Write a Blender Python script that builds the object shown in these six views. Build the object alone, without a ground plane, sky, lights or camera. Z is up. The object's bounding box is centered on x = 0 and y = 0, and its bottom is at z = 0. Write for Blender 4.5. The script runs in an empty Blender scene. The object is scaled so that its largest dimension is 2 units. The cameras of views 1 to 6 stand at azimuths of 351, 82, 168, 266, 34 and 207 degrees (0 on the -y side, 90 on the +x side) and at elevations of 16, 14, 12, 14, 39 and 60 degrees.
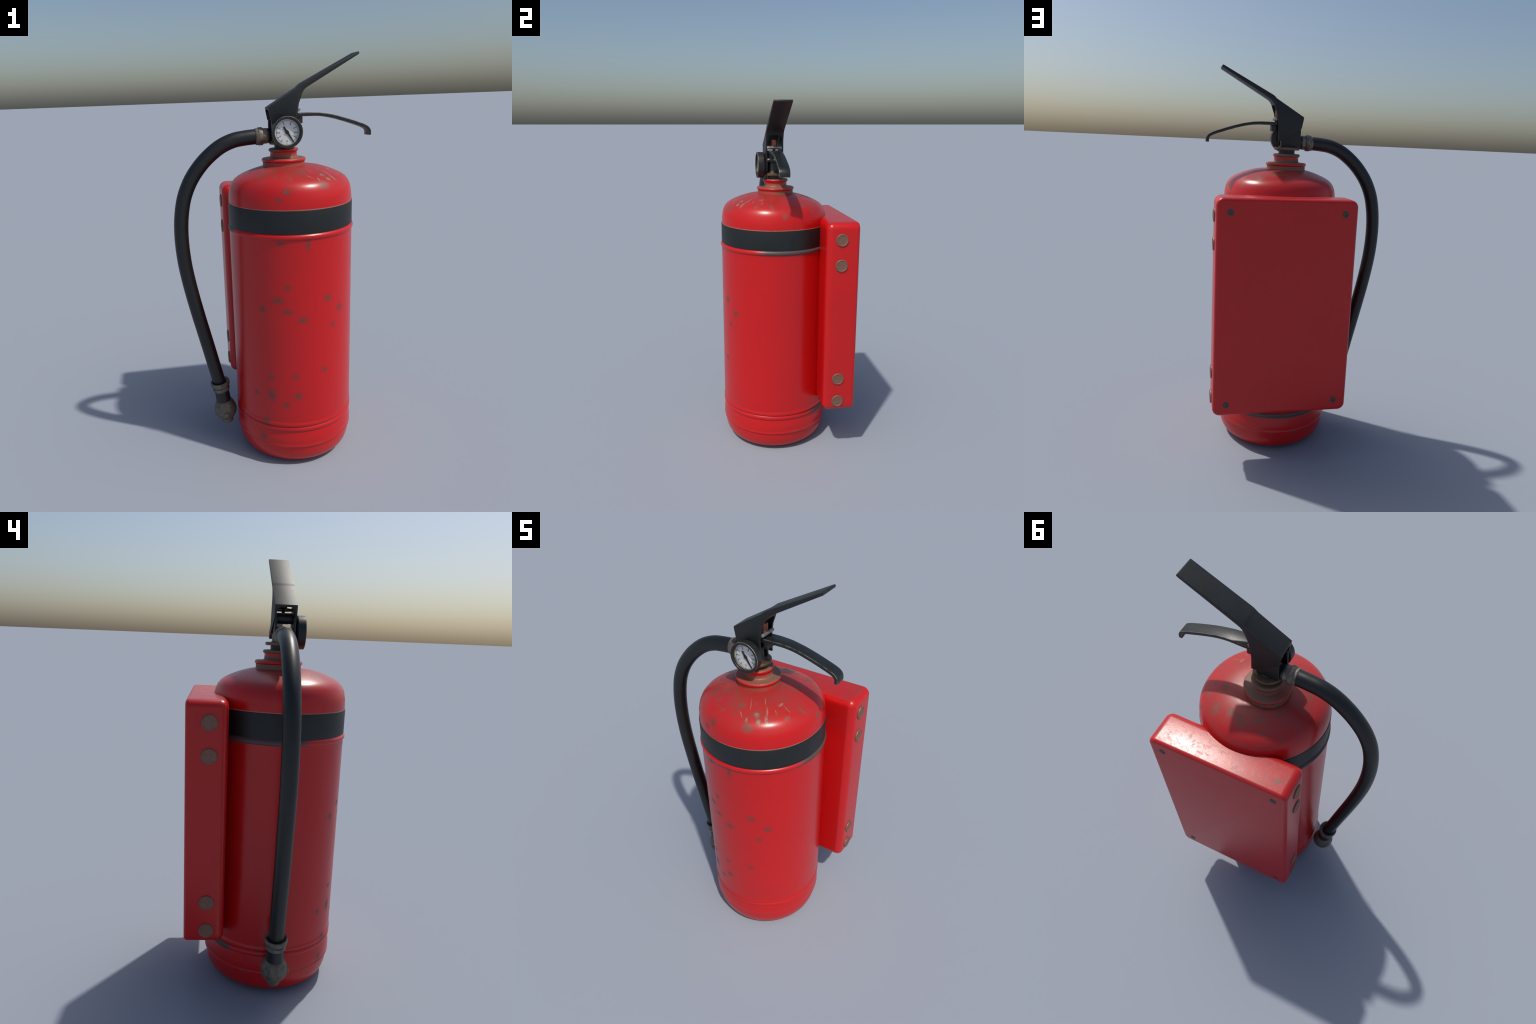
import bpy, bmesh, math
from mathutils import Vector, Matrix

# --------------------------------------------------------------------------
# measured layout (metres, z up)
# --------------------------------------------------------------------------
BODY = (0.0850, -0.0515)      # axis of the pressure cylinder
NECK = (0.0625, -0.0380)      # axis of the neck rings
MECH_Y0, MECH_Y1 = -0.1013, -0.0040   # outer faces of the carrying handle
HOSE_Y = -0.0445
GAUGE = (0.0620, 1.6540)      # x, z of the gauge axis

COL = bpy.context.scene.collection


# --------------------------------------------------------------------------
# node helpers
# --------------------------------------------------------------------------
class Nodes:
    def __init__(self, name):
        self.mat = bpy.data.materials.new(name)
        self.mat.use_nodes = True
        self.t = self.mat.node_tree
        self.b = self.t.nodes["Principled BSDF"]
        tc = self.t.nodes.new("ShaderNodeTexCoord")
        self.P = tc.outputs["Object"]

    def link(self, a, b):
        self.t.links.new(a, b)

    def put(self, sock, v):
        if hasattr(v, "is_output"):
            self.link(v, sock)
        else:
            if isinstance(v, tuple) and len(v) == 3 and sock.type == "RGBA":
                v = v + (1.0,)
            sock.default_value = v

    def noise(self, scale, detail=4.0, rough=0.55, vec=None, dist=0.0, color=False):
        n = self.t.nodes.new("ShaderNodeTexNoise")
        self.link(vec or self.P, n.inputs["Vector"])
        n.inputs["Scale"].default_value = scale
        n.inputs["Detail"].default_value = detail
        n.inputs["Roughness"].default_value = rough
        n.inputs["Distortion"].default_value = dist
        return n.outputs["Color" if color else "Fac"]

    def mapping(self, vec, loc=(0, 0, 0), rot=(0, 0, 0), scale=(1, 1, 1), kind="POINT"):
        n = self.t.nodes.new("ShaderNodeMapping")
        n.vector_type = kind
        self.link(vec, n.inputs["Vector"])
        n.inputs["Location"].default_value = loc
        n.inputs["Rotation"].default_value = rot
        n.inputs["Scale"].default_value = scale
        return n.outputs["Vector"]

    def math(self, op, a, b=0.0, c=0.0, clamp=False):
        n = self.t.nodes.new("ShaderNodeMath")
        n.operation = op
        n.use_clamp = clamp
        for i, v in enumerate((a, b, c)):
            self.put(n.inputs[i], v)
        return n.outputs[0]

    def vmath(self, op, a, b=None, s=None):
        n = self.t.nodes.new("ShaderNodeVectorMath")
        n.operation = op
        self.put(n.inputs[0], a)
        if b is not None:
            self.put(n.inputs[1], b)
        if s is not None:
            n.inputs["Scale"].default_value = s
        return n.outputs["Value" if op == "LENGTH" else "Vector"]

    def ramp(self, x, lo, hi, a=0.0, b=1.0):
        n = self.t.nodes.new("ShaderNodeMapRange")
        n.interpolation_type = "SMOOTHSTEP"
        self.put(n.inputs[0], x)
        n.inputs[1].default_value = lo
        n.inputs[2].default_value = hi
        n.inputs[3].default_value = a
        n.inputs[4].default_value = b
        return n.outputs[0]

    def mix(self, f, a, b):
        n = self.t.nodes.new("ShaderNodeMix")
        n.data_type = "RGBA"
        self.put(n.inputs[0], f)
        self.put(n.inputs[6], a)
        self.put(n.inputs[7], b)
        return n.outputs[2]

    def xyz(self, vec=None):
        n = self.t.nodes.new("ShaderNodeSeparateXYZ")
        self.link(vec or self.P, n.inputs[0])
        return n.outputs

    def edge(self, lo, hi):
        """rubbed edges: where a rounded normal departs from the surface's own"""
        g = self.t.nodes.new("ShaderNodeNewGeometry")
        b = self.t.nodes.new("ShaderNodeBevel")
        b.samples = 8
        b.inputs["Radius"].default_value = 0.0028
        n = self.t.nodes.new("ShaderNodeVectorMath")
        n.operation = "DOT_PRODUCT"
        self.link(g.outputs["Normal"], n.inputs[0])
        self.link(b.outputs[0], n.inputs[1])
        return self.ramp(self.math("SUBTRACT", 1.0, n.outputs["Value"]), lo, hi)

    def bump(self, h, strength, dist=0.002):
        n = self.t.nodes.new("ShaderNodeBump")
        n.inputs["Strength"].default_value = strength
        n.inputs["Distance"].default_value = dist
        self.link(h, n.inputs["Height"])
        self.link(n.outputs[0], self.b.inputs["Normal"])

    def out(self, color=None, rough=None, metal=None, spec=None, coat=None, coat_rough=None):
        for k, v in (("Base Color", color), ("Roughness", rough), ("Metallic", metal),
                     ("Specular IOR Level", spec), ("Coat Weight", coat),
                     ("Coat Roughness", coat_rough)):
            if v is not None:
                self.put(self.b.inputs[k], v)
        return self.mat

    def chips(self, spots, wobble=0.02, scale=45.0):
        """smallest normalised distance to any of the listed worn spots.
        spot = (x, y, z, (half sizes along, across, up), turn) ; "along" points away
        from the body axis, turned by 'turn'."""
        w = self.vmath("SUBTRACT", self.noise(scale, 5, 0.65, color=True), (0.5, 0.5, 0.5))
        v = self.vmath("ADD", self.P, self.vmath("SCALE", w, s=wobble))
        d = None
        for x, y, z, size, turn in spots:
            phi = math.atan2(y - BODY[1], x - BODY[0]) + turn
            if d is not None:
                # a negligible link to the previous spot keeps the evaluation sequential
                n = self.t.nodes.new("ShaderNodeVectorMath")
                n.operation = "MULTIPLY_ADD"
                self.link(d, n.inputs[0])
                n.inputs[1].default_value = (1e-7, 0, 0)
                self.link(v, n.inputs[2])
                src = n.outputs[0]
            else:
                src = v
            m = self.mapping(src, (x, y, z), (0, 0, phi), size, "TEXTURE")
            l = self.vmath("LENGTH", m)
            d = l if d is None else self.math("MINIMUM", d, l)
        return d


RED = (0.55, 0.0045, 0.0050)
RED_DULL = (0.36, 0.022, 0.024)
RUST = (0.125, 0.068, 0.042)
BROWN = (0.125, 0.072, 0.046)
BARE = (0.32, 0.225, 0.16)
BLACK = (0.020, 0.024, 0.025)
STEEL = (0.16, 0.145, 0.125)

# worn spots on the cylinder wall: half length is horizontal here (turn = 90 deg)
H = math.pi / 2
WALL_SPOTS = [
    (0.004, -0.342, 0.969, (.010, .06, .010), H), (-0.040, -0.326, 0.902, (.021, .06, .010), H),
    (0.196, -0.333, 0.899, (.016, .06, .013), H), (0.266, -0.294, 0.832, (.015, .06, .013), H),
    (-0.107, -0.284, 0.855, (.012, .06, .012), H),
    (0.002, -0.342, 0.848, (.020, .06, .009), H), (0.073, -0.353, 0.806, (.019, .06, .012), H),
    (0.226, -0.319, 0.757, (.012, .06, .010), H), (-0.075, -0.307, 0.502, (.012, .06, .010), H),
    (-0.076, -0.307, 0.404, (.016, .06, .022), H), (-0.142, -0.251, 0.399, (.011, .06, .010), H),
    (0.045, -0.351, 0.407, (.020, .06, .012), H), (-0.012, -0.338, 0.357, (.014, .06, .011), H),
    (0.036, -0.349, 0.511, (.010, .06, .010), H), (0.182, -0.338, 0.532, (.011, .06, .011), H),
    (-0.104, -0.287, 0.253, (.016, .06, .016), H), (-0.120, -0.273, 0.152, (.014, .06, .014), H),
   
    (0.010, -0.344, 1.408, (.013, .06, .011), H), (-0.027, -0.332, 1.376, (.010, .06, .009), H),
    (-0.021, -0.334, 1.179, (.014, .06, .009), H), (0.099, -0.353, 1.171, (.008, .06, .022), H),
]


def dome_point(az_deg, r):
    """point on the shoulder dome at a compass angle (0 = -y, 90 = +x)"""
    a = math.radians(az_deg)
    x, y = BODY[0] + r * math.sin(a), BODY[1] - r * math.cos(a)
    return x, y, dome_z(r)


def dome_z(r):
    pts = DOME
    for (r0, z0), (r1, z1) in zip(pts, pts[1:]):
        if r1 <= r <= r0:
            return z0 + (z1 - z0) * (r0 - r) / (r0 - r1)
    return pts[-1][1]


# shoulder profile, from the band up to the neck (radius, height)
DOME = [(.3015, 1.222), (.3015, 1.325), (.3012, 1.345), (.2990, 1.372), (.2936, 1.3985),
        (.2832, 1.4212), (.2690, 1.4380), (.2525, 1.4495), (.2310, 1.4600), (.2060, 1.4705),
        (.1790, 1.4800), (.1490, 1.4885), (.1240, 1.4930), (.0990, 1.4955), (.0500, 1.4965)]


# --------------------------------------------------------------------------
# materials
# --------------------------------------------------------------------------
def mat_body_paint():
    n = Nodes("worn_red_paint")
    x, y, z = n.xyz()
    # long soft variation of the enamel
    big = n.ramp(n.noise(3.0, 3), 0.35, 0.75)
    col = n.mix(n.math("MULTIPLY", big, 0.35), RED, (0.49, 0.0060, 0.0065))
    # dust that has settled on the shoulder around the neck
    dv = n.vmath("LENGTH", n.mapping(n.P, (-NECK[0], -NECK[1], 0), scale=(1, 1, 0)))
    top = n.ramp(z, 1.40, 1.455)
    near = n.math("MULTIPLY", n.ramp(dv, 0.285, 0.11), top)
    grain = n.ramp(n.noise(38, 6, 0.7), 0.30, 0.72)
    dust = n.math("MULTIPLY", near, n.math("MULTIPLY_ADD", grain, 0.55, 0.30))
    col = n.mix(n.math("MULTIPLY", dust, 0.95), col, (0.215, 0.040, 0.033))
    # thin film of grime over the whole shoulder, thicker in grainy clouds
    film = n.math("MULTIPLY", n.ramp(z, 1.385, 1.440), n.math("MULTIPLY_ADD", n.ramp(n.noise(9, 5, 0.65), 0.30, 0.70), 0.45, 0.25))
    col = n.mix(film, col, (0.32, 0.034, 0.030))
    cloud = n.math("MULTIPLY", n.ramp(n.noise(13, 6, 0.75), 0.42, 0.62), n.ramp(n.noise(150, 4, 0.8), 0.46, 0.62))
    cloud = n.math("MULTIPLY", n.math("MULTIPLY", cloud, top), n.ramp(dv, 0.285, 0.24))
    col = n.mix(n.math("MULTIPLY", cloud, 0.75), col, BROWN)
    # radial scratches running down from the neck: noise squeezed around the axis
    gr = n.t.nodes.new("ShaderNodeTexGradient")
    gr.gradient_type = "RADIAL"
    n.link(n.mapping(n.P, (-BODY[0], -BODY[1], 0)), gr.inputs[0])
    cmb = n.t.nodes.new("ShaderNodeCombineXYZ")
    n.put(cmb.inputs[0], n.math("MULTIPLY", gr.outputs["Fac"], 210.0))
    n.put(cmb.inputs[1], n.math("MULTIPLY", dv, 14.0))
    streak = n.ramp(n.noise(1.0, 5, 0.75, vec=cmb.outputs[0]), 0.565, 0.67)
    patchy = n.ramp(n.noise(7.0, 2), 0.44, 0.60)
    streak = n.math("MULTIPLY", n.math("MULTIPLY", streak, patchy), n.math("MULTIPLY", top, n.ramp(dv, 0.26, 0.20)))
    col = n.mix(n.math("MULTIPLY", streak, 0.75), col, BROWN)
    # rubbed-through spots, front of the wall
    dw = n.chips(WALL_SPOTS, 0.016, 45)
    mw = n.ramp(dw, 1.70, 0.25)
    halo = n.ramp(dw, 2.8, 1.0)
    # worn patches on the shoulder: compass angle, radius, radial half length, half width
    dome = []
    for az, r, a, b, turn in DOME_SPOTS:
        px, py, pz = dome_point(az, r)
        dome.append((px, py, pz, (a, b, max(a, b)), turn))
    dd = n.chips(dome, 0.024, 60)
    md = n.ramp(dd, 1.30, 0.55)
    speck = n.ramp(n.noise(150, 4, 0.75), 0.36, 0.60)
    md = n.math("MULTIPLY", md, n.math("MULTIPLY_ADD", speck, 0.65, 0.35))
    # brighter bare metal scrapes on the sunny shoulder
    ds = []
    for az, r, a, b, turn in SCRAPES:
        px, py, pz = dome_point(az, r)
        ds.append((px, py, pz, (a, b, max(a, b)), turn))
    ms = n.ramp(n.chips(ds, 0.012, 70), 1.2, 0.5)
    ms = n.math("MULTIPLY", ms, n.ramp(n.noise(120, 4, 0.7), 0.36, 0.56, 0.15, 1.0))
    # tiny stray chips everywhere
    v = n.t.nodes.new("ShaderNodeTexVoronoi")
    v.inputs["Scale"].default_value = 21
    n.link(n.P, v.inputs["Vector"])
    tiny = n.math("MULTIPLY", n.ramp(v.outputs["Distance"], 0.10, 0.03), n.ramp(n.noise(5, 2), 0.50, 0.60))
    col = n.mix(n.math("MULTIPLY", halo, 0.22), col, (0.20, 0.018, 0.020))
    col = n.mix(n.math("MULTIPLY", tiny, 0.45), col, (0.20, 0.03, 0.03))
    col = n.mix(n.math("MULTIPLY", mw, 0.84), col, (0.115, 0.046, 0.028))
    col = n.mix(n.math("MULTIPLY", md, 0.80), col, BROWN)
    col = n.mix(n.math("MULTIPLY", ms, 0.70), col, BARE)
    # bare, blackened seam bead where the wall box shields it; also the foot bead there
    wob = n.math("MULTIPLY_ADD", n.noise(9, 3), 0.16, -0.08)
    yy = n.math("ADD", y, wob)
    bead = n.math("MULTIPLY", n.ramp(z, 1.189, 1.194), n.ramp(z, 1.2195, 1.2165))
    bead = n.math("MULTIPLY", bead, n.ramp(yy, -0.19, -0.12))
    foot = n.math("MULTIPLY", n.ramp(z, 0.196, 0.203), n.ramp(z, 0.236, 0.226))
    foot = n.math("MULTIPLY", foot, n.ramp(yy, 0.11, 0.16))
    lowseam = n.math("MULTIPLY", n.math("MULTIPLY", n.ramp(z, 0.105, 0.118), n.ramp(z, 0.135, 0.126)),
                     n.ramp(n.noise(11, 3), 0.52, 0.60))
    lowspot = n.math("MULTIPLY", n.ramp(z, 0.17, 0.10), n.ramp(n.noise(24, 4, 0.6), 0.655, 0.70))
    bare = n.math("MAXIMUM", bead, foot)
    rustm = n.math("MULTIPLY", n.math("MAXIMUM", n.math("MULTIPLY", lowseam, 0.55), lowspot), n.ramp(yy, -0.35, 0.15, 0.35, 1.0))
    col = n.mix(n.math("MULTIPLY", rustm, 0.8), col, RUST)
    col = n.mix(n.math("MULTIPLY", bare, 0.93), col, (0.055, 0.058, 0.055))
    # bright worn line where the band meets the shoulder
    line = n.math("MULTIPLY", n.ramp(z, 1.3245, 1.3262), n.ramp(z, 1.3310, 1.3285))
    line = n.math("MULTIPLY", line, n.ramp(n.noise(30, 3), 0.20, 0.50))
    col = n.mix(n.math("MULTIPLY", line, 0.6), col, (0.45, 0.26, 0.22))
    worn = n.math("MAXIMUM", n.math("MAXIMUM", md, mw), n.math("MAXIMUM", dust, bare))
    rough = n.math("MULTIPLY_ADD", worn, 0.20, 0.25)
    rough = n.math("MULTIPLY_ADD", n.noise(12, 4), 0.08, rough)
    n.bump(n.math("SUBTRACT", n.noise(160, 4, 0.6), n.math("MULTIPLY", n.math("MAXIMUM", md, mw), 1.2)), 0.10, 0.0012)
    return n.out(col, rough, 0.0, 0.5)


DOME_SPOTS = [
    # compass azimuth, radius, radial half length, half width, turn
    (282, .205, .012, .016, 0), (311, .215, .030, .010, .1), (324, .164, .022, .010, 0), (7, .186, .015, .021, .2),
    (349, .238, .011, .009, 0), (344, .290, .009, .010, 0), (21, .278, .018, .027, 0), (29, .223, .018, .016, 0),
    (31, .252, .017, .012, 0), (19, .252, .015, .008, 0), (79, .251, .026, .007, .35), (60, .257, .010, .017, .2),
    (115, .173, .011, .026, .2), (142, .241, .010, .028, .2), (172, .189, .013, .028, .1), (121, .249, .022, .007, .2),
    (27, .168, .010, .011, 0), (339, .140, .012, .008, 0), (158, .188, .009, .020, .1), (94, .292, .016, .016, 0),
    (108, .221, .009, .012, 0), (128, .287, .013, .013, 0), (120, .252, .010, .015, 0), (139, .219, .020, .008, .4),
    (145, .256, .008, .016, .3), (159, .202, .018, .015, 0), (179, .211, .018, .018, 0), (200, .180, .010, .024, 0),
    (232, .161, .010, .020, 0), (222, .258, .008, .012, 0), (204, .231, .007, .010, 0), (332, .220, .016, .007, 0),
]
SCRAPES = [
    (39, .252, .027, .0078, .05), (41, .212, .030, .0040, -.1), (31, .256, .014, .0095, 0), (29, .226, .014, .011, .2),
    (61, .189, .0045, .016, .25), (61, .194, .0025, .014, .25), (19, .168, .040, .0016, .15), (41, .154, .028, .0018, -.1),
    (65, .220, .026, .0018, .2), (51, .221, .016, .0022, 0), (19, .252, .012, .0045, .1), (11, .229, .022, .0022, .7),
    (305, .166, .036, .0016, .05), (312, .160, .034, .0016, .05), (318, .158, .028, .0014, 0),
]



def mat_box_paint():
    n = Nodes("red_box_paint")
    col = n.mix(n.math("MULTIPLY", n.ramp(n.noise(4, 3), 0.35, 0.7), 0.35), RED, (0.48, 0.0055, 0.0060))
    x, y, z = n.xyz()
    # duller, darker red over the top face
    lid = n.math("MULTIPLY", n.ramp(z, 1.368, 1.3745), n.math("MULTIPLY_ADD", n.ramp(n.noise(16, 5, 0.65), 0.32, 0.68), 0.4, 0.35))
    col = n.mix(lid, col, (0.33, 0.034, 0.032))
    # a few scuffed spots on the upper edge
    sp = n.chips([(-0.150, 0.300, 1.374, (.016, .020, .02), 0), (-0.190, 0.275, 1.370, (.007, .009, .01), 0),
                  (0.43, 0.30, 1.372, (.008, .010, .01), 0), (-0.03, 0.21, 1.374, (.008, .006, .01), 0)], 0.02, 60)
    m = n.math("MULTIPLY", n.ramp(sp, 1.2, 0.7), n.math("MULTIPLY_ADD", n.ramp(n.noise(150, 3), .35, .6), .6, .4))
    v = n.t.nodes.new("ShaderNodeTexVoronoi")
    v.inputs["Scale"].default_value = 26
    n.link(n.P, v.inputs["Vector"])
    tiny = n.math("MULTIPLY", n.ramp(v.outputs["Distance"], 0.09, 0.03), n.ramp(n.noise(6, 2), 0.52, 0.62))
    col = n.mix(n.math("MULTIPLY", tiny, 0.35), col, (0.22, 0.03, 0.03))
    col = n.mix(n.math("MULTIPLY", m, 0.8), col, BROWN)
    # orange-peel and scuffs in the gloss
    scuff = n.ramp(n.noise(46, 6, 0.75, dist=0.4), 0.50, 0.64)
    up = n.math("MULTIPLY_ADD", n.ramp(z, 1.33, 1.37), 0.07, 0.02)
    rough = n.math("MULTIPLY_ADD", scuff, up, 0.31)
    n.bump(n.math("ADD", n.noise(230, 3), n.math("MULTIPLY", n.ramp(n.noise(40, 6, 0.7), .55, .62), 0.8)), 0.09, 0.001)
    return n.out(col, rough, 0.0, 0.5)


def mat_black(name, base, rough, grain=240, edge=None, bump=0.25, edge_amount=0.55, dusty=0.3):
    n = Nodes(name)
    col = n.mix(n.ramp(n.noise(14, 5, 0.6), 0.35, 0.75), base, tuple(c * 1.35 for c in base))
    sp = n.ramp(n.noise(grain, 2, 0.6), 0.60, 0.74)
    col = n.mix(n.math("MULTIPLY", sp, dusty), col, tuple(min(1, c * 2.6 + .01) for c in base))
    d = n.math("MULTIPLY", n.ramp(n.noise(22, 6, 0.7), 0.58, 0.74), 0.30)
    col = n.mix(d, col, (0.034, 0.027, 0.022))
    if edge:
        e = n.math("MULTIPLY", n.edge(*edge), n.ramp(n.noise(40, 4), 0.30, 0.60, 0.35, 1.0))
        col = n.mix(n.math("MULTIPLY", e, edge_amount), col, (0.16, 0.145, 0.12))
    r = n.math("MULTIPLY_ADD", n.noise(140, 3), 0.10, rough - 0.05)
    if bump:
        n.bump(n.noise(grain, 2, 0.6), bump, 0.0012)
    return n.out(col, r, 0.0, 0.5)


def mat_metal(name, base, dark, rough=0.45, metal=0.75, rust=0.3, scale=30):
    n = Nodes(name)
    col = n.mix(n.ramp(n.noise(scale, 6, 0.65), 0.35, 0.68), base, dark)
    m = n.math("MULTIPLY", n.ramp(n.noise(scale * 0.7, 5, 0.7, vec=n.mapping(n.P, (3, 1, 2))), 0.55, 0.70), rust)
    col = n.mix(m, col, (0.20, 0.085, 0.045))
    e = n.edge(0.004, 0.05)
    col = n.mix(n.math("MULTIPLY", e, 0.4), col, tuple(min(1, c * 1.8) for c in base))
    r = n.math("MULTIPLY_ADD", n.noise(50, 4), 0.25, rough - 0.12)
    n.bump(n.noise(160, 4, 0.6), 0.15, 0.001)
    return n.out(col, r, metal, 0.5)


def mat_neck():
    """red paint with brown dust in the hollows and on the ledges"""
    n = Nodes("dusty_red_neck")
    g = n.t.nodes.new("ShaderNodeNewGeometry")
    nz = n.xyz(g.outputs["Normal"])[2]
    x, y, z = n.xyz()
    ns = n.math("MULTIPLY_ADD", n.noise(18, 5, 0.65), 0.5, -0.25)
    ledge = n.ramp(n.math("ADD", nz, ns), 0.45, 0.80)
    side = n.math("MULTIPLY_ADD", n.ramp(n.math("ADD", x, n.math("MULTIPLY", y, 0.8)), -0.06, 0.09, 0.0, 1.0), 0.3, 0.65)
    hollow = n.math("MAXIMUM",
                    n.math("MULTIPLY", n.ramp(z, 1.488, 1.492), n.ramp(z, 1.514, 1.510)),
                    n.math("MULTIPLY", n.ramp(z, 1.532, 1.537), n.ramp(z, 1.551, 1.545)))
    hollow = n.math("MULTIPLY", hollow, n.ramp(n.math("ADD", n.noise(9, 4), 0.0), 0.38, 0.55, 0.45, 0.95))
    rim = n.math("MULTIPLY", n.ramp(z, 1.5605, 1.562), n.ramp(n.math("ADD", n.math("SUBTRACT", y, x), n.math("MULTIPLY_ADD", n.noise(14, 3), 0.10, -0.05)), -0.135, -0.100))
    m = n.math("MAXIMUM", n.math("MAXIMUM", n.math("MULTIPLY", ledge, side), hollow), rim)
    col = n.mix(m, RED, n.mix(n.noise(60, 4), (0.130, 0.078, 0.046), (0.205, 0.125, 0.076)))
    n.bump(n.noise(200, 3), 0.12, 0.001)
    return n.out(col, n.math("MULTIPLY_ADD", m, 0.28, 0.30), 0.0, 0.5)


def mat_dial():
    n = Nodes("gauge_dial_white")
    sm = n.ramp(n.noise(26, 3, 0.5, dist=1.2), 0.56, 0.66)
    col = n.mix(n.math("MULTIPLY", sm, 0.35), (0.62, 0.64, 0.63), (0.40, 0.38, 0.39))
    n.bump(n.noise(34, 2, 0.5, dist=1.0), 0.55, 0.006)
    return n.out(col, 0.10, 0.0, 0.5)


def mat_worn_edge():
    n = Nodes("rubbed_black_edge")
    m = n.ramp(n.noise(55, 5, 0.7), 0.34, 0.66)
    col = n.mix(m, (0.022, 0.024, 0.022), (0.19, 0.17, 0.14))
    return n.out(col, 0.42, 0.25, 0.5)


def mat_plain(name, col, rough, metal=0.0):
    n = Nodes(name)
    c = n.mix(n.ramp(n.noise(60, 4), 0.35, 0.7), col, tuple(k * 0.75 for k in col))
    return n.out(c, rough, metal)


M_BODY = mat_body_paint()
M_BOX = mat_box_paint()
M_NECK = mat_neck()
M_BAND = mat_black("black_band_paint", (0.0062, 0.0086, 0.0090), 0.50, 200, None, 0.12, dusty=0.25)
M_HANDLE = mat_black("black_powder_coat", (0.0078, 0.0094, 0.0092), 0.52, 330, None, 0.30, dusty=0.8)
M_LEVER = mat_black("black_lever_paint", (0.0095, 0.0116, 0.0114), 0.42, 260, None, 0.15)
M_RUBBER = mat_black("hose_rubber", (0.0060, 0.0070, 0.0072), 0.42, 300, None, 0.10, dusty=0.15)
M_BEZEL = mat_black("gauge_case_black", (0.0100, 0.0115, 0.0105), 0.45, 260, None, 0.2)
M_VALVE = mat_black("dark_valve_metal", (0.020, 0.019, 0.018), 0.48, 220, (0.004, 0.05), 0.25, 0.6)
M_STEEL = mat_metal("grimy_steel", (0.24, 0.205, 0.165), (0.09, 0.076, 0.060), 0.50, 0.50, 0.35, 34)
M_NOZZLE = mat_metal("nozzle_cast_metal", (0.165, 0.142, 0.112), (0.080, 0.069, 0.055), 0.55, 0.30, 0.18, 46)
M_COLLAR = mat_metal("nozzle_collar_metal", (0.185, 0.162, 0.132), (0.095, 0.083, 0.068), 0.50, 0.40, 0.20, 40)
M_RIVET = mat_metal("rivet_bronze", (0.240, 0.118, 0.080), (0.190, 0.094, 0.064), 0.50, 0.25, 0.20, 110)
M_BOLT = mat_metal("dark_bolt_metal", (0.070, 0.072, 0.068), (0.045, 0.046, 0.044), 0.55, 0.30, 0.05, 60)
M_WASHER = mat_metal("oily_brass_washer", (0.190, 0.115, 0.062), (0.095, 0.064, 0.040), 0.45, 0.45, 0.35, 26)
M_COPPER = mat_metal("copper_plunger", (0.42, 0.135, 0.075), (0.28, 0.085, 0.05), 0.42, 0.6, 0.2, 30)
M_PIN = mat_metal("bright_pin_steel", (0.36, 0.35, 0.33), (0.20, 0.14, 0.11), 0.35, 0.7, 0.5, 22)
M_WORN = mat_worn_edge()
M_DIAL = mat_dial()
M_INK = mat_plain("black_ink", (0.012, 0.012, 0.012), 0.35)
M_SCALE = mat_plain("grey_scale_ink", (0.16, 0.17, 0.17), 0.4)
M_NUMERAL = mat_plain("numeral_ink", (0.035, 0.035, 0.035), 0.4)
M_YELLOW = mat_plain("yellow_mark", (0.52, 0.35, 0.09), 0.4)


# --------------------------------------------------------------------------
# mesh helpers
# --------------------------------------------------------------------------
def obj_from_bm(name, bm, mat, parent, angle=38, recalc=True):
    if recalc:
        bmesh.ops.recalc_face_normals(bm, faces=bm.faces)
    me = bpy.data.meshes.new(name)
    bm.to_mesh(me)
    bm.free()
    me.polygons.foreach_set("use_smooth", [True] * len(me.polygons))
    me.set_sharp_from_angle(angle=math.radians(angle))
    me.materials.append(mat)
    o = bpy.data.objects.new(name, me)
    COL.objects.link(o)
    o.parent = parent
    return o


def frame(direction):
    """matrix whose z column is the given direction"""
    return Vector(direction).to_track_quat("Z", "Y").to_matrix()


def lathe_bm(profile, origin, direction=(0, 0, 1), seg=96, bm=None):
    bm = bm or bmesh.new()
    R = frame(direction) if tuple(direction) != (0, 0, 1) else Matrix.Identity(3)
    o = Vector(origin)
    rings = []
    for r, h in profile:
        if r < 1e-6:
            rings.append([bm.verts.new(o + R @ Vector((0, 0, h)))])
        else:
            rings.append([bm.verts.new(o + R @ Vector((r * math.cos(2 * math.pi * i / seg),
                                                        r * math.sin(2 * math.pi * i / seg), h)))
                          for i in range(seg)])
    for a, b in zip(rings, rings[1:]):
        if len(a) == 1 and len(b) == 1:
            continue
        for i in range(seg):
            j = (i + 1) % seg
            if len(a) == 1:
                bm.faces.new((a[0], b[i], b[j]))
            elif len(b) == 1:
                bm.faces.new((a[i], b[0], a[j]))
            else:
                bm.faces.new((a[i], b[i], b[j], a[j]))
    return bm


def lathe(name, profile, origin, mat, parent, direction=(0, 0, 1), seg=96, angle=38):
    return obj_from_bm(name, lathe_bm(profile, origin, direction, seg), mat, parent, angle)


def rounded(profile, rad, steps=4):
    """round the inner corners of an open polyline profile"""
    out = [profile[0]]
    for p, c, n in zip(profile, profile[1:], profile[2:]):
        p, c, n = Vector(p), Vector(c), Vector(n)
        a, b = p - c, n - c
        d = min(rad, a.length * 0.45, b.length * 0.45)
        A, B = c + a.normalized() * d, c + b.normalized() * d
        for i in range(steps + 1):
            t = i / steps
            q = A.lerp(c, t).lerp(c.lerp(B, t), t)
            out.append((q.x, q.y))
    out.append(profile[-1])
    return out


def disc_profile(r, h0, h1, rad=0.002):
    return rounded([(0, h0), (r, h0), (r, h1), (0, h1)], rad)


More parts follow.
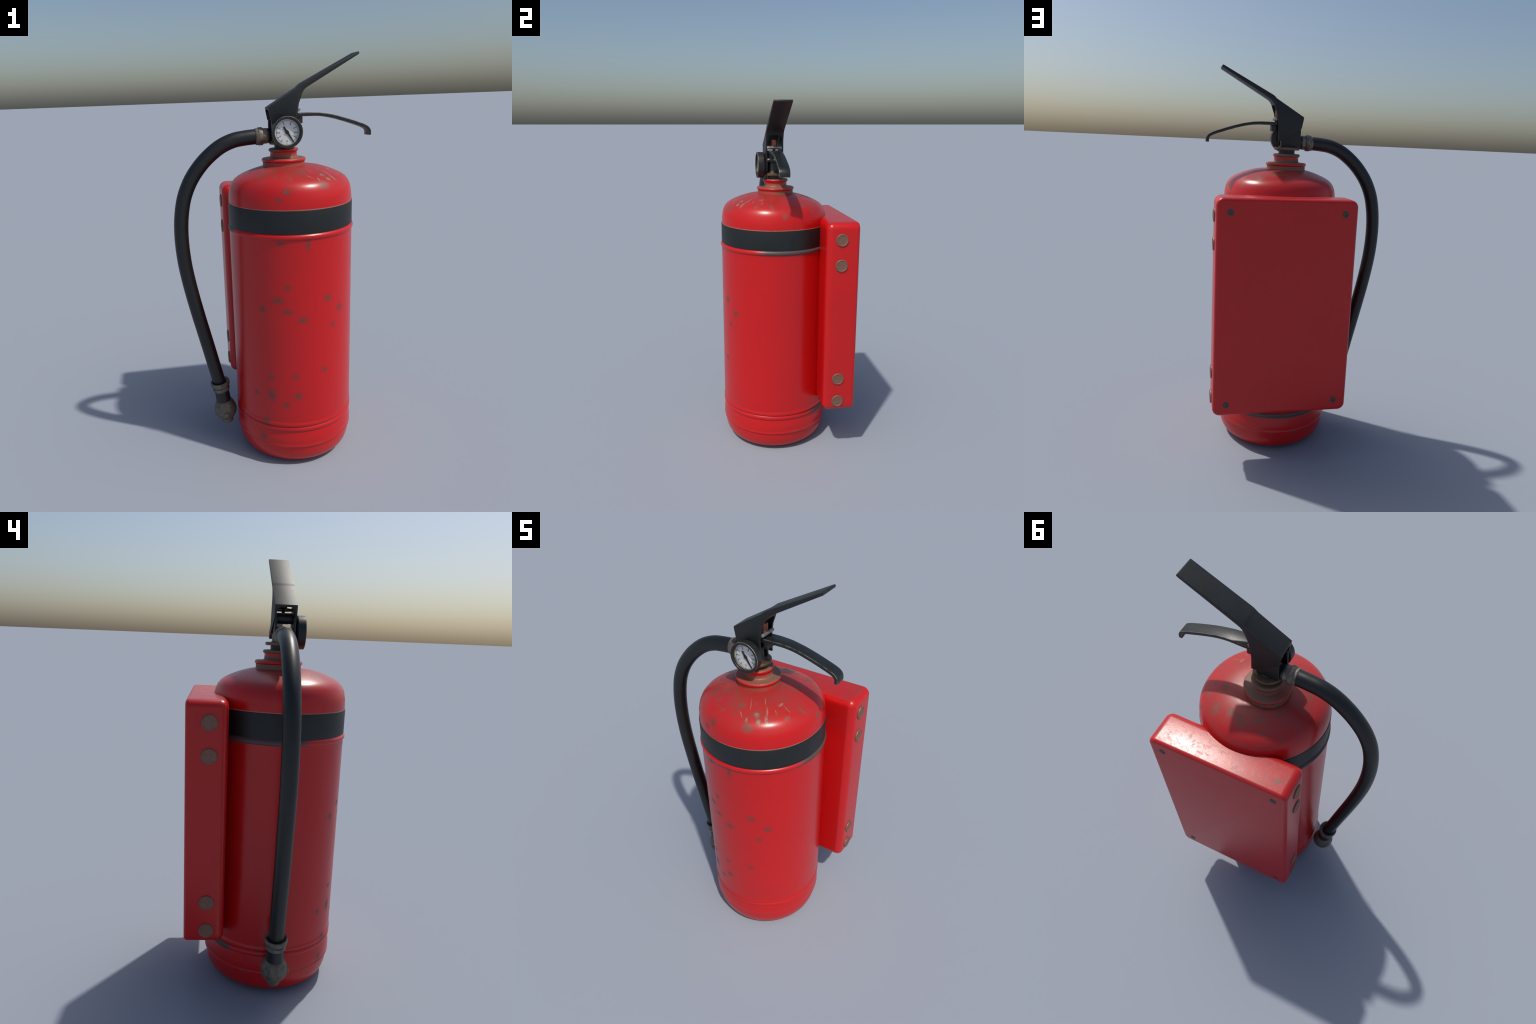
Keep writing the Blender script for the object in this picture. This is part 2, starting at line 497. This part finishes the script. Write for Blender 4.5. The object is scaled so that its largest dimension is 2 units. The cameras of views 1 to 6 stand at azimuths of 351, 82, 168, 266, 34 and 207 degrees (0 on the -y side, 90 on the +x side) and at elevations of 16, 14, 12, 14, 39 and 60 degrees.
def catmull(pts, n):
    P = [Vector(p) for p in pts]
    P = [2 * P[0] - P[1]] + P + [2 * P[-1] - P[-2]]
    out = []
    for i in range(1, len(P) - 2):
        a, b, c, d = P[i - 1:i + 3]
        for k in range(n):
            t = k / n
            out.append(0.5 * (2 * b + (c - a) * t + (2 * a - 5 * b + 4 * c - d) * t * t
                              + (3 * b - a - 3 * c + d) * t ** 3))
    out.append(P[-2])
    return out


def prism(outline, y0, y1):
    """side outline in (x, z) drawn out along y"""
    bm = bmesh.new()
    a = [bm.verts.new((x, y0, z)) for x, z in outline]
    b = [bm.verts.new((x, y1, z)) for x, z in outline]
    bm.faces.new(a)
    bm.faces.new(b[::-1])
    for i in range(len(a)):
        j = (i + 1) % len(a)
        bm.faces.new((a[i], a[j], b[j], b[i]))
    bmesh.ops.recalc_face_normals(bm, faces=bm.faces)
    return bm


def box_bm(lo, hi, bm=None):
    bm = bm or bmesh.new()
    c = [(l + h) / 2 for l, h in zip(lo, hi)]
    s = [h - l for l, h in zip(lo, hi)]
    bmesh.ops.create_cube(bm, size=1.0, matrix=Matrix.Translation(c) @ Matrix.Diagonal((*s, 1)))
    return bm


def bake(o, angle=38):
    """apply the modifiers of an object into its mesh"""
    dg = bpy.context.evaluated_depsgraph_get()
    me = bpy.data.meshes.new_from_object(o.evaluated_get(dg))
    old = o.data
    o.modifiers.clear()
    o.data = me
    bpy.data.meshes.remove(old)
    me.name = o.name
    me.polygons.foreach_set("use_smooth", [True] * len(me.polygons))
    me.set_sharp_from_angle(angle=math.radians(angle))
    return o


def bevel(o, width, segments=3, limit=30, worn=None):
    m = o.modifiers.new("bevel", "BEVEL")
    if worn:
        o.data.materials.append(worn)
        m.material = len(o.data.materials) - 1
    m.width = width
    m.segments = segments
    m.limit_method = "ANGLE"
    m.angle_limit = math.radians(limit)
    m.harden_normals = False
    return m


def box(name, lo, hi, mat, parent, width=0.002, segments=3):
    o = obj_from_bm(name, box_bm(lo, hi), mat, parent)
    bevel(o, width, segments)
    return bake(o)


# --------------------------------------------------------------------------
# the thing
# --------------------------------------------------------------------------
root = bpy.data.objects.new("fire_extinguisher", None)
COL.objects.link(root)
root["label"] = "red fire extinguisher with black hose, gauge and wall box"
root["category"] = "fire extinguisher"

# ---- pressure cylinder ----------------------------------------------------
foot = [(0, .006), (.150, .006), (.180, .001), (.200, .000), (.221, .002), (.243, .008), (.262, .018),
        (.277, .032), (.287, .050), (.2930, .071), (.2960, .093), (.2970, .110)]
seam = [(.2972, .114), (.3008, .1155), (.3034, .1185), (.3040, .1235), (.3030, .1280), (.3020, .131), (.3028, .139),
        (.3036, .148), (.3030, .165), (.3008, .185), (.2998, .200)]
beads = [(.2992, .2055), (.3030, .209), (.3052, .214), (.3058, .2195), (.3048, .225), (.3018, .229),
         (.2998, .2315), (.3020, .234), (.3052, .238), (.3062, .245), (.3052, .2515), (.3036, .2555),
         (.3030, .2570), (.3033, .262)]
wall = [(.3033, z) for z in (.30, .45, .60, .75, .90, 1.05, 1.15, 1.190)]
top_bead = [(.3036, 1.1925), (.3068, 1.1942), (.3088, 1.198), (.3097, 1.2035), (.3088, 1.209),
            (.3066, 1.2125), (.3034, 1.2150), (.3015, 1.2170)]
body = lathe("pressure_cylinder", foot + seam + beads + wall + top_bead + DOME + [(0, 1.4965)],
             (BODY[0], BODY[1], 0), M_BODY, root, seg=224, angle=50)
# the pressed shoulder leans very slightly to the back
for v in body.data.vertices:
    if v.co.z > 1.335:
        v.co.z -= 0.010 * (v.co.y - BODY[1]) * min(1, (v.co.z - 1.335) / 0.05)

# and the foot bulges a little further to the back
for v in body.data.vertices:
    if v.co.y > BODY[1] and v.co.z < 0.6:
        v.co.y += 0.050 * (v.co.y - BODY[1]) * min(1, (0.6 - v.co.z) / 0.33)
for v in body.data.vertices:
    if v.co.z < 0.22:
        k = 0.006 * min(1, (0.22 - v.co.z) / 0.06)
        v.co.x += k * (v.co.x - BODY[0])
        v.co.y += k * (v.co.y - BODY[1])

band_prof = rounded([(.299, 1.2185), (.3042, 1.2185), (.3040, 1.3262), (.299, 1.3262)], 0.0015, 3)
band = lathe("identification_band", band_prof, (BODY[0], BODY[1], 0), M_BAND, root, seg=224)
# the shell is not perfectly round: its back half is pushed a little to +x
for o in (body, band):
    for v in o.data.vertices:
        if v.co.y > BODY[1]:
            v.co.x += 0.040 * (v.co.y - BODY[1]) * max(0, min(1, (v.co.z - .20) / .2))

# ---- neck -----------------------------------------------------------------
neck = [(.1045, 1.470), (.1035, 1.4905), (.1025, 1.4935), (.1015, 1.500), (.1015, 1.5125), (.1045, 1.5145), (.1065, 1.517),
        (.1072, 1.5212), (.1062, 1.5258), (.1030, 1.5290), (.0980, 1.5300), (.0740, 1.5310),
        (.0680, 1.5335), (.0652, 1.5380), (.0645, 1.5480), (.0648, 1.5595), (.0685, 1.5615),
        (.0712, 1.5635), (.0718, 1.5670), (.0710, 1.5715), (.0680, 1.5745), (.0640, 1.5755), (0, 1.5755)]
lathe("neck_collar", neck, (NECK[0], NECK[1], 0), M_NECK, root, seg=128, angle=50)

lathe("valve_stem", rounded([(0, 1.570), (.0455, 1.570), (.0430, 1.578), (.0430, 1.602), (0, 1.602)], .002),
      (NECK[0] - .0015, -0.042, 0), M_VALVE, root, seg=64)
lathe("valve_washer", disc_profile(.0675, 1.5950, 1.6090, .003), (0.0605, -0.043, 0), M_WASHER, root, seg=96)

# ---- valve block ----------------------------------------------------------
# upright barrel that carries the lever, with the sideways outlet for the hose
lathe("valve_barrel", rounded([(0, 1.604), (.046, 1.604), (.046, 1.612), (.037, 1.620), (.036, 1.668), (.030, 1.674),
                               (0, 1.674)], .003), (0.060, -0.047, 0), M_VALVE, root, seg=64)
cheek = [(-.0045, 1.7120), (-.0045, 1.6115), (.0960, 1.6115), (.1000, 1.6200), (.1010, 1.7050), (.0900, 1.7120)]
for y0, y1 in ((-.0165, -.0070), (-.0985, -.0885)):
    o = obj_from_bm("valve_cheek", prism(cheek, y0, y1), M_HANDLE, root)
    bevel(o, .0014, 2, 30, M_WORN)
    bake(o)
box("valve_saddle", (-.003, -.095, 1.6080), (.094, -.010, 1.6150), M_VALVE, root, .002)

# ---- carrying handle ------------------------------------------------------
knee = [(.1300, 1.8530), (.1365, 1.8588), (.1425, 1.8645), (.1500, 1.8700)]
outline = ([(-.0168, 1.7664)] + knee + [(.4085, 2.0000), (.4130, 1.9990), (.4150, 1.9945), (.4125, 1.9885)]
           + [(.1740, 1.8555), (.1600, 1.8470), (.1510, 1.8385), (.1435, 1.8260), (.1370, 1.8060),
              (.1270, 1.7800), (.1215, 1.7450), (.1180, 1.7000), (.1165, 1.6420), (.0930, 1.6432),
              (-.0070, 1.7090), (-.0152, 1.7520)])
handle = obj_from_bm("carrying_handle", prism(outline, MECH_Y0, MECH_Y1), M_HANDLE, root)
hollow = [(-.06, 1.62), (.20, 1.62), (.20, 1.8120), (.1440, 1.8200), (.1240, 1.8370), (.0100, 1.7715), (-.06, 1.7300)]
cut = obj_from_bm("handle_hollow", prism(hollow, MECH_Y0 + .0090, MECH_Y1 - .0090), M_HANDLE, None)
m = bevel(cut, .020, 5, 50)
bake(cut)
bl = handle.modifiers.new("hollow", "BOOLEAN")
bl.operation = "DIFFERENCE"
bl.solver = "EXACT"
bl.object = cut
bevel(handle, .0018, 2, 40, M_WORN)
bake(handle, 30)
bpy.data.objects.remove(cut)
# lower corner of the side plate is splayed outward a little
for v in handle.data.vertices:
    if v.co.y > -.03 and v.co.z < 1.70:
        v.co.y += .007 * min(1, (1.70 - v.co.z) / .05)

# ---- squeeze lever ---------------------------------------------------------
lever_mid = [(.045, 1.7265), (.080, 1.7275), (.128, 1.7280), (.183, 1.7283), (.240, 1.7255), (.300, 1.7145),
             (.360, 1.6975), (.415, 1.6790), (.450, 1.6660), (.470, 1.6550), (.4795, 1.6410), (.4808, 1.6205)]
path = catmull([(x, 0, z) for x, z in lever_mid], 6)
HW = [(.0, .034), (.25, .034), (.42, .029), (1.0, .0285)]


def half_width(t):
    for (a, wa), (b, wb) in zip(HW, HW[1:]):
        if t <= b:
            return wa + (wb - wa) * (t - a) / (b - a)
    return HW[-1][1]


bm = bmesh.new()
rings = []
for i, p in enumerate(path):
    t = i / (len(path) - 1)
    a, b = path[max(0, i - 1)], path[min(len(path) - 1, i + 1)]
    tg = (b - a).normalized()
    up = Vector((-tg.z, 0, tg.x))
    w = half_width(t)
    th = .0078
    yc = -.0525 + -.003 * t
    rings.append([bm.verts.new((p.x + up.x * s * th, yc + q * w, p.z + up.z * s * th))
                  for q, s in ((-1, -1), (1, -1), (1, 1), (-1, 1))])
for r0, r1 in zip(rings, rings[1:]):
    for i in range(4):
        bm.faces.new((r0[i], r0[(i + 1) % 4], r1[(i + 1) % 4], r1[i]))
bm.faces.new(rings[0])
bm.faces.new(rings[-1][::-1])
lever = obj_from_bm("squeeze_lever", bm, M_LEVER, root)
bevel(lever, .0024, 2, 45, M_WORN)
bake(lever)
# rolled rear end of the lever turning on its pivot
lathe("lever_pivot", disc_profile(.0205, -.0370, .0370, .004), (.050, -.0525, 1.7085), M_VALVE, root,
      direction=(0, 1, 0), seg=48)
# plunger below and above the lever, safety pin across the handle
box("lever_stop", (.124, -.082, 1.6890), (.1490, -.024, 1.7200), M_VALVE, root, .003)
lathe("plunger", rounded([(0, 1.757), (.0165, 1.757), (.0165, 1.797), (0, 1.797)], .003), (.112, -.0545, 0),
      M_COPPER, root, seg=40)
lathe("plunger_rod", [(0, 1.70), (.0075, 1.70), (.0075, 1.765), (0, 1.765)], (.118, -.0545, 0), M_VALVE, root, seg=24)
lathe("safety_pin", rounded([(0, -.0435), (.0085, -.0435), (.0095, -.020), (.0095, .0400), (0, .0400)], .003),
      (.1275, -.0525, 1.7525), M_PIN, root, direction=(0, 1, 0), seg=32)

# ---- hose outlet and hose ---------------------------------------------------
OUT = (-1, 0, -.035)
OZ = 1.6372
lathe("hose_outlet", rounded([(0, -.055), (.033, -.055), (.033, -.012), (.0285, -.010), (.0285, .004), (.033, .006),
                              (.035, .012), (.035, .030), (0, .030)], .002),
      (.0, HOSE_Y, OZ), M_VALVE, root, direction=OUT, seg=64)
nut = lathe_bm(rounded([(0, .0165), (.0345, .0165), (.0365, .019), (.0365, .037), (.0345, .040), (0, .040)], .0015),
               (0, HOSE_Y, OZ), OUT, 12)
obj_from_bm("hose_nut", nut, M_STEEL, root, 25)
lathe("hose_crimp", rounded([(0, .038), (.0385, .038), (.0425, .042), (.0425, .060), (.0400, .0635), (.0400, .067),
                             (.0388, .0745), (.0352, .0755), (0, .0755)], .0018),
      (0, HOSE_Y, OZ), M_STEEL, root, direction=OUT, seg=72)

hose_pts = [(-.045, 1.6357), (-.080, 1.6340), (-.125, 1.6305), (-.181, 1.6215), (-.2425, 1.5960), (-.3015, 1.5530),
            (-.352, 1.5015), (-.3955, 1.4400), (-.4280, 1.3672), (-.446, 1.2900), (-.4545, 1.2100), (-.4552, 1.1250),
            (-.4490, 1.0350), (-.4370, .9480), (-.4195, .8500), (-.3985, .7480), (-.3770, .6500),
            (-.3550, .5500), (-.3330, .4480), (-.3155, .3700), (-.3080, .3330)]
hp = catmull([(x, HOSE_Y + (-.001 if z < .8 else 0), z) for x, z in hose_pts], 8)
bm = bmesh.new()
rings = []
SEG = 48
for i, p in enumerate(hp):
    tg = (hp[min(len(hp) - 1, i + 1)] - hp[max(0, i - 1)]).normalized()
    side = Vector((0, 1, 0))
    up = tg.cross(side).normalized()
    rr = .0358 - .0018 * (i / len(hp))
    rings.append([bm.verts.new(p + rr * (math.cos(2 * math.pi * k / SEG) * side + math.sin(2 * math.pi * k / SEG) * up))
                  for k in range(SEG)])
for r0, r1 in zip(rings, rings[1:]):
    for k in range(SEG):
        bm.faces.new((r0[k], r0[(k + 1) % SEG], r1[(k + 1) % SEG], r1[k]))
bm.faces.new(rings[0])
bm.faces.new(rings[-1][::-1])
obj_from_bm("hose", bm, M_RUBBER, root)

# ---- discharge nozzle -------------------------------------------------------
ND = Vector((.137, 0, -.99)).normalized()
NO = Vector((-.3115, -.0455, .3640))
nozzle = bpy.data.objects.new("discharge_nozzle", None)
COL.objects.link(nozzle)
nozzle.parent = root
NO = Vector((-.3122, -.0455, .3690))
lathe("nozzle_collar", rounded([(.036, .007), (.0410, .001), (.0480, .000), (.0508, .003), (.0510, .017), (.0482, .0230),
                                (.0408, .0240), (.0398, .0330), (.0435, .0345), (.0452, .037), (.0452, .0500),
                                (.0430, .0530), (.036, .0535)], .0009, 3),
      NO, M_COLLAR, nozzle, direction=ND, seg=72, angle=28)
lathe("nozzle_sleeve", [(.0, .006), (.0385, .006), (.0385, .140), (0, .140)], NO, M_RUBBER, nozzle, direction=ND, seg=64)
NB = .171
ball = [(.0375, NB - .0560), (.0435, NB - .0500), (.0505, NB - .0380), (.0560, NB - .0230), (.0590, NB - .0070),
        (.0592, NB + .0050), (.0572, NB + .0170), (.0522, NB + .0290), (.0450, NB + .0395), (.0375, NB + .0470),
        (.0330, NB + .0515), (.0, NB + .0525)]
lathe("nozzle_head", ball, NO, M_NOZZLE, nozzle, direction=ND, seg=72, angle=60)
lathe("nozzle_tip", rounded([(.0, NB + .046), (.0310, NB + .046), (.0310, NB + .0580), (.0295, NB + .0600), (.0295, NB + .0700),
                             (.0265, NB + .0770), (.021, NB + .0795), (0, NB + .0795)], .0015),
      NO, M_NOZZLE, nozzle, direction=ND, seg=48, angle=30)
bp = NO + ND * (NB + .001) + Vector((-.003, 0, 0))
lathe("nozzle_button", disc_profile(.0145, .030, .0650, .003), bp, M_COLLAR, nozzle, direction=(.03, -1, -.10), seg=32)

# ---- pressure gauge ---------------------------------------------------------
gx, gz = GAUGE
GD = (0, -1, 0)
gauge = bpy.data.objects.new("pressure_gauge", None)
COL.objects.link(gauge)
gauge.parent = root
FACE = .1300     # distance of the dial plane in front of y = 0
case = rounded([(0, .098), (.050, .100), (.0690, .108), (.0725, .1120), (.0730, .1440), (.0716, .1462), (.0622, .1466),
                (.0606, .1430), (.0604, .1280)], .0008)
lathe("gauge_case", case, (gx, 0, gz), M_BEZEL, gauge, direction=GD, seg=112, angle=24)
gc = bpy.data.objects["gauge_case"].data
gc.materials.append(M_WORN)
for p in gc.polygons:
    rr = math.hypot(p.center.x - gx, p.center.z - gz)
    if rr > .0708 and p.center.y < -.1425:
        p.material_index = 1
lathe("gauge_rim", rounded([(.0608, FACE - .002), (.0606, FACE + .006), (.0590, FACE + .006), (.0572, FACE - .002)], .001), (gx, 0, gz), M_STEEL, gauge,
      direction=GD, seg=96)
lathe("gauge_dial", [(0, FACE - .004), (.0603, FACE - .004), (.0603, FACE), (0, FACE)], (gx, 0, gz), M_DIAL, gauge,
      direction=GD, seg=96)


def on_dial(u, w, lift):
    """dial coordinates (right, up) to world; the dial looks to -y"""
    return Vector((gx + u, -(FACE + lift), gz + w))


def flat_poly(pts, lift, thick, bm):
    a = [bm.verts.new(on_dial(u, w, lift + thick)) for u, w in pts]
    b = [bm.verts.new(on_dial(u, w, lift - .0005)) for u, w in pts]
    bm.faces.new(a)
    bm.faces.new(b[::-1])
    for i in range(len(a)):
        j = (i + 1) % len(a)
        bm.faces.new((a[i], b[i], b[j], a[j]))


def bar_pts(r0, r1, ang, w0, w1):
    d = Vector((math.sin(ang), math.cos(ang)))
    s = Vector((d.y, -d.x))
    return [tuple(d * r0 - s * w0), tuple(d * r0 + s * w0), tuple(d * r1 + s * w1), tuple(d * r1 - s * w1)]


# long ticks sit on a 240 degree sweep, short ones between them
bm = bmesh.new()
sweep = [math.radians(a) for a in (-146, -119, -92, -64, -22, 24, 64, 93, 121, 146)]
for a in sweep:
    flat_poly(bar_pts(.0405, .0530, a, .0012, .0012), .0002, .0004, bm)
obj_from_bm("scale_tick", bm, M_NUMERAL, gauge)
bm = bmesh.new()
for k in range(-40, 41):
    a = math.radians(k * 3.7)
    flat_poly(bar_pts(.0490, .0525, a, .0004, .0004), .0002, .0003, bm)
N = 90
for k in range(N):
    a0, a1 = math.radians(-148 + 296 * k / N), math.radians(-148 + 296 * (k + 1) / N)
    flat_poly([(math.sin(a0) * .0525, math.cos(a0) * .0525), (math.sin(a0) * .0532, math.cos(a0) * .0532),
               (math.sin(a1) * .0532, math.cos(a1) * .0532), (math.sin(a1) * .0525, math.cos(a1) * .0525)], .0002, .0003, bm)
sc = obj_from_bm("dial_scale", bm, M_SCALE, gauge)
sc["kind"] = "stuff"

# figures around the scale
for k, a in enumerate(sweep):
    if k in (0, len(sweep) - 1):
        continue
    cu = bpy.data.curves.new("dial_figure", "FONT")
    cu.body = str(k * 2)
    cu.align_x, cu.align_y = "CENTER", "CENTER"
    cu.size = .0088
    cu.extrude = .0003
    cu.resolution_u = 3
    tmp = bpy.data.objects.new("tmp", cu)
    COL.objects.link(tmp)
    dg = bpy.context.evaluated_depsgraph_get()
    me = bpy.data.meshes.new_from_object(tmp.evaluated_get(dg))
    bpy.data.objects.remove(tmp)
    ctr = on_dial(math.sin(a) * .0365, math.cos(a) * .0365, .0006)
    me.transform(Matrix.Translation(ctr) @ Matrix.Rotation(math.pi / 2, 4, "X"))
    me.materials.clear()
    me.materials.append(M_NUMERAL)
    f = bpy.data.objects.new("dial_figure", me)
    COL.objects.link(f)
    f.parent = gauge

NA = math.radians(146)
bm = bmesh.new()
d, s = Vector((math.sin(NA), math.cos(NA))), Vector((math.cos(NA), -math.sin(NA)))
shape = [(-.0290, .0058), (-.0255, .0036), (-.0235, .0038), (-.010, .0048), (-.006, .0072), (.000, .0084), (.006, .0072),
         (.011, .0046), (.030, .0034), (.0572, .0017)]
pts = [tuple(d * l - s * w) for l, w in shape] + [tuple(d * l + s * w) for l, w in shape[::-1]]
flat_poly(pts, .0022, .0012, bm)
obj_from_bm("gauge_needle", bm, M_INK, gauge)
lathe("needle_hub", disc_profile(.0062, FACE - .001, FACE + .0046, .001), (gx, 0, gz), M_INK, gauge, direction=GD, seg=32)
lathe("dial_mark", disc_profile(.0040, FACE - .0005, FACE + .0005, .0001), (gx, 0, gz - .0400), M_YELLOW, gauge,
      direction=GD, seg=24)

# ---- wall box behind the cylinder --------------------------------------------
BX0, BX1, BY0, BY1, BZ0, BZ1 = -.2245, .4605, .1800, .3602, .2855, 1.3765
mount = obj_from_bm("wall_box", box_bm((BX0, BY0, BZ0), (BX1, BY1, BZ1)), M_BOX, root)
bm = bmesh.new()
bm.from_mesh(mount.data)
front = [e for e in bm.edges if any(abs(v.co.y - BY1) > 1e-4 for v in e.verts)]
rear = [e for e in bm.edges if all(abs(v.co.y - BY1) < 1e-4 for v in e.verts)]
bmesh.ops.bevel(bm, geom=front, offset=.037, segments=9, profile=.5, affect="EDGES", clamp_overlap=True)
rear = [e for e in bm.edges if all(abs(v.co.y - BY1) < 1e-4 for v in e.verts) and len(e.link_faces) == 2
        and e.calc_face_angle(0) > .6]
bmesh.ops.bevel(bm, geom=rear, offset=.017, segments=6, profile=.5, affect="EDGES", clamp_overlap=True)
# the inner face is very slightly skewed
for v in bm.verts:
    f = max(0.0, min(1.0, (0.30 - v.co.y) / 0.12))
    v.co.y -= f * 0.002 * ((v.co.x - 0.117) / 0.34)
bm.to_mesh(mount.data)
bm.free()
mount.data.polygons.foreach_set("use_smooth", [True] * len(mount.data.polygons))
mount.data.set_sharp_from_angle(angle=math.radians(35))

rivet_prof = rounded([(0, -.004), (.0345, -.004), (.0345, .0020), (.0328, .0058), (.0285, .0066), (.0268, .0046), (.0, .0052)], .0010)
rv = None
for sx, px in ((1, BX1), (-1, BX0)):
    for z in (1.2845, 1.1445, .4850, .3495):
        if rv is None:
            rv = lathe("rivet", [(r, h) for r, h in rivet_prof], (0, 0, 0), M_RIVET, mount, direction=(1, 0, 0), seg=56, angle=50)
            o = rv
        else:
            o = rv.copy()
            COL.objects.link(o)
        o.location = (px, .2608, z)
        o.rotation_euler = (0, 0, 0 if sx > 0 else math.pi)
bt = None
for px in (.3938, -.1596):
    for z in (1.3095, .3460):
        if bt is None:
            bt = lathe("box_screw", disc_profile(.0158, -.004, .0012, .0008), (0, 0, 0), M_BOLT, mount, direction=(0, 1, 0), seg=40)
            o = bt
        else:
            o = bt.copy()
            COL.objects.link(o)
        o.location = (px, BY1, z)
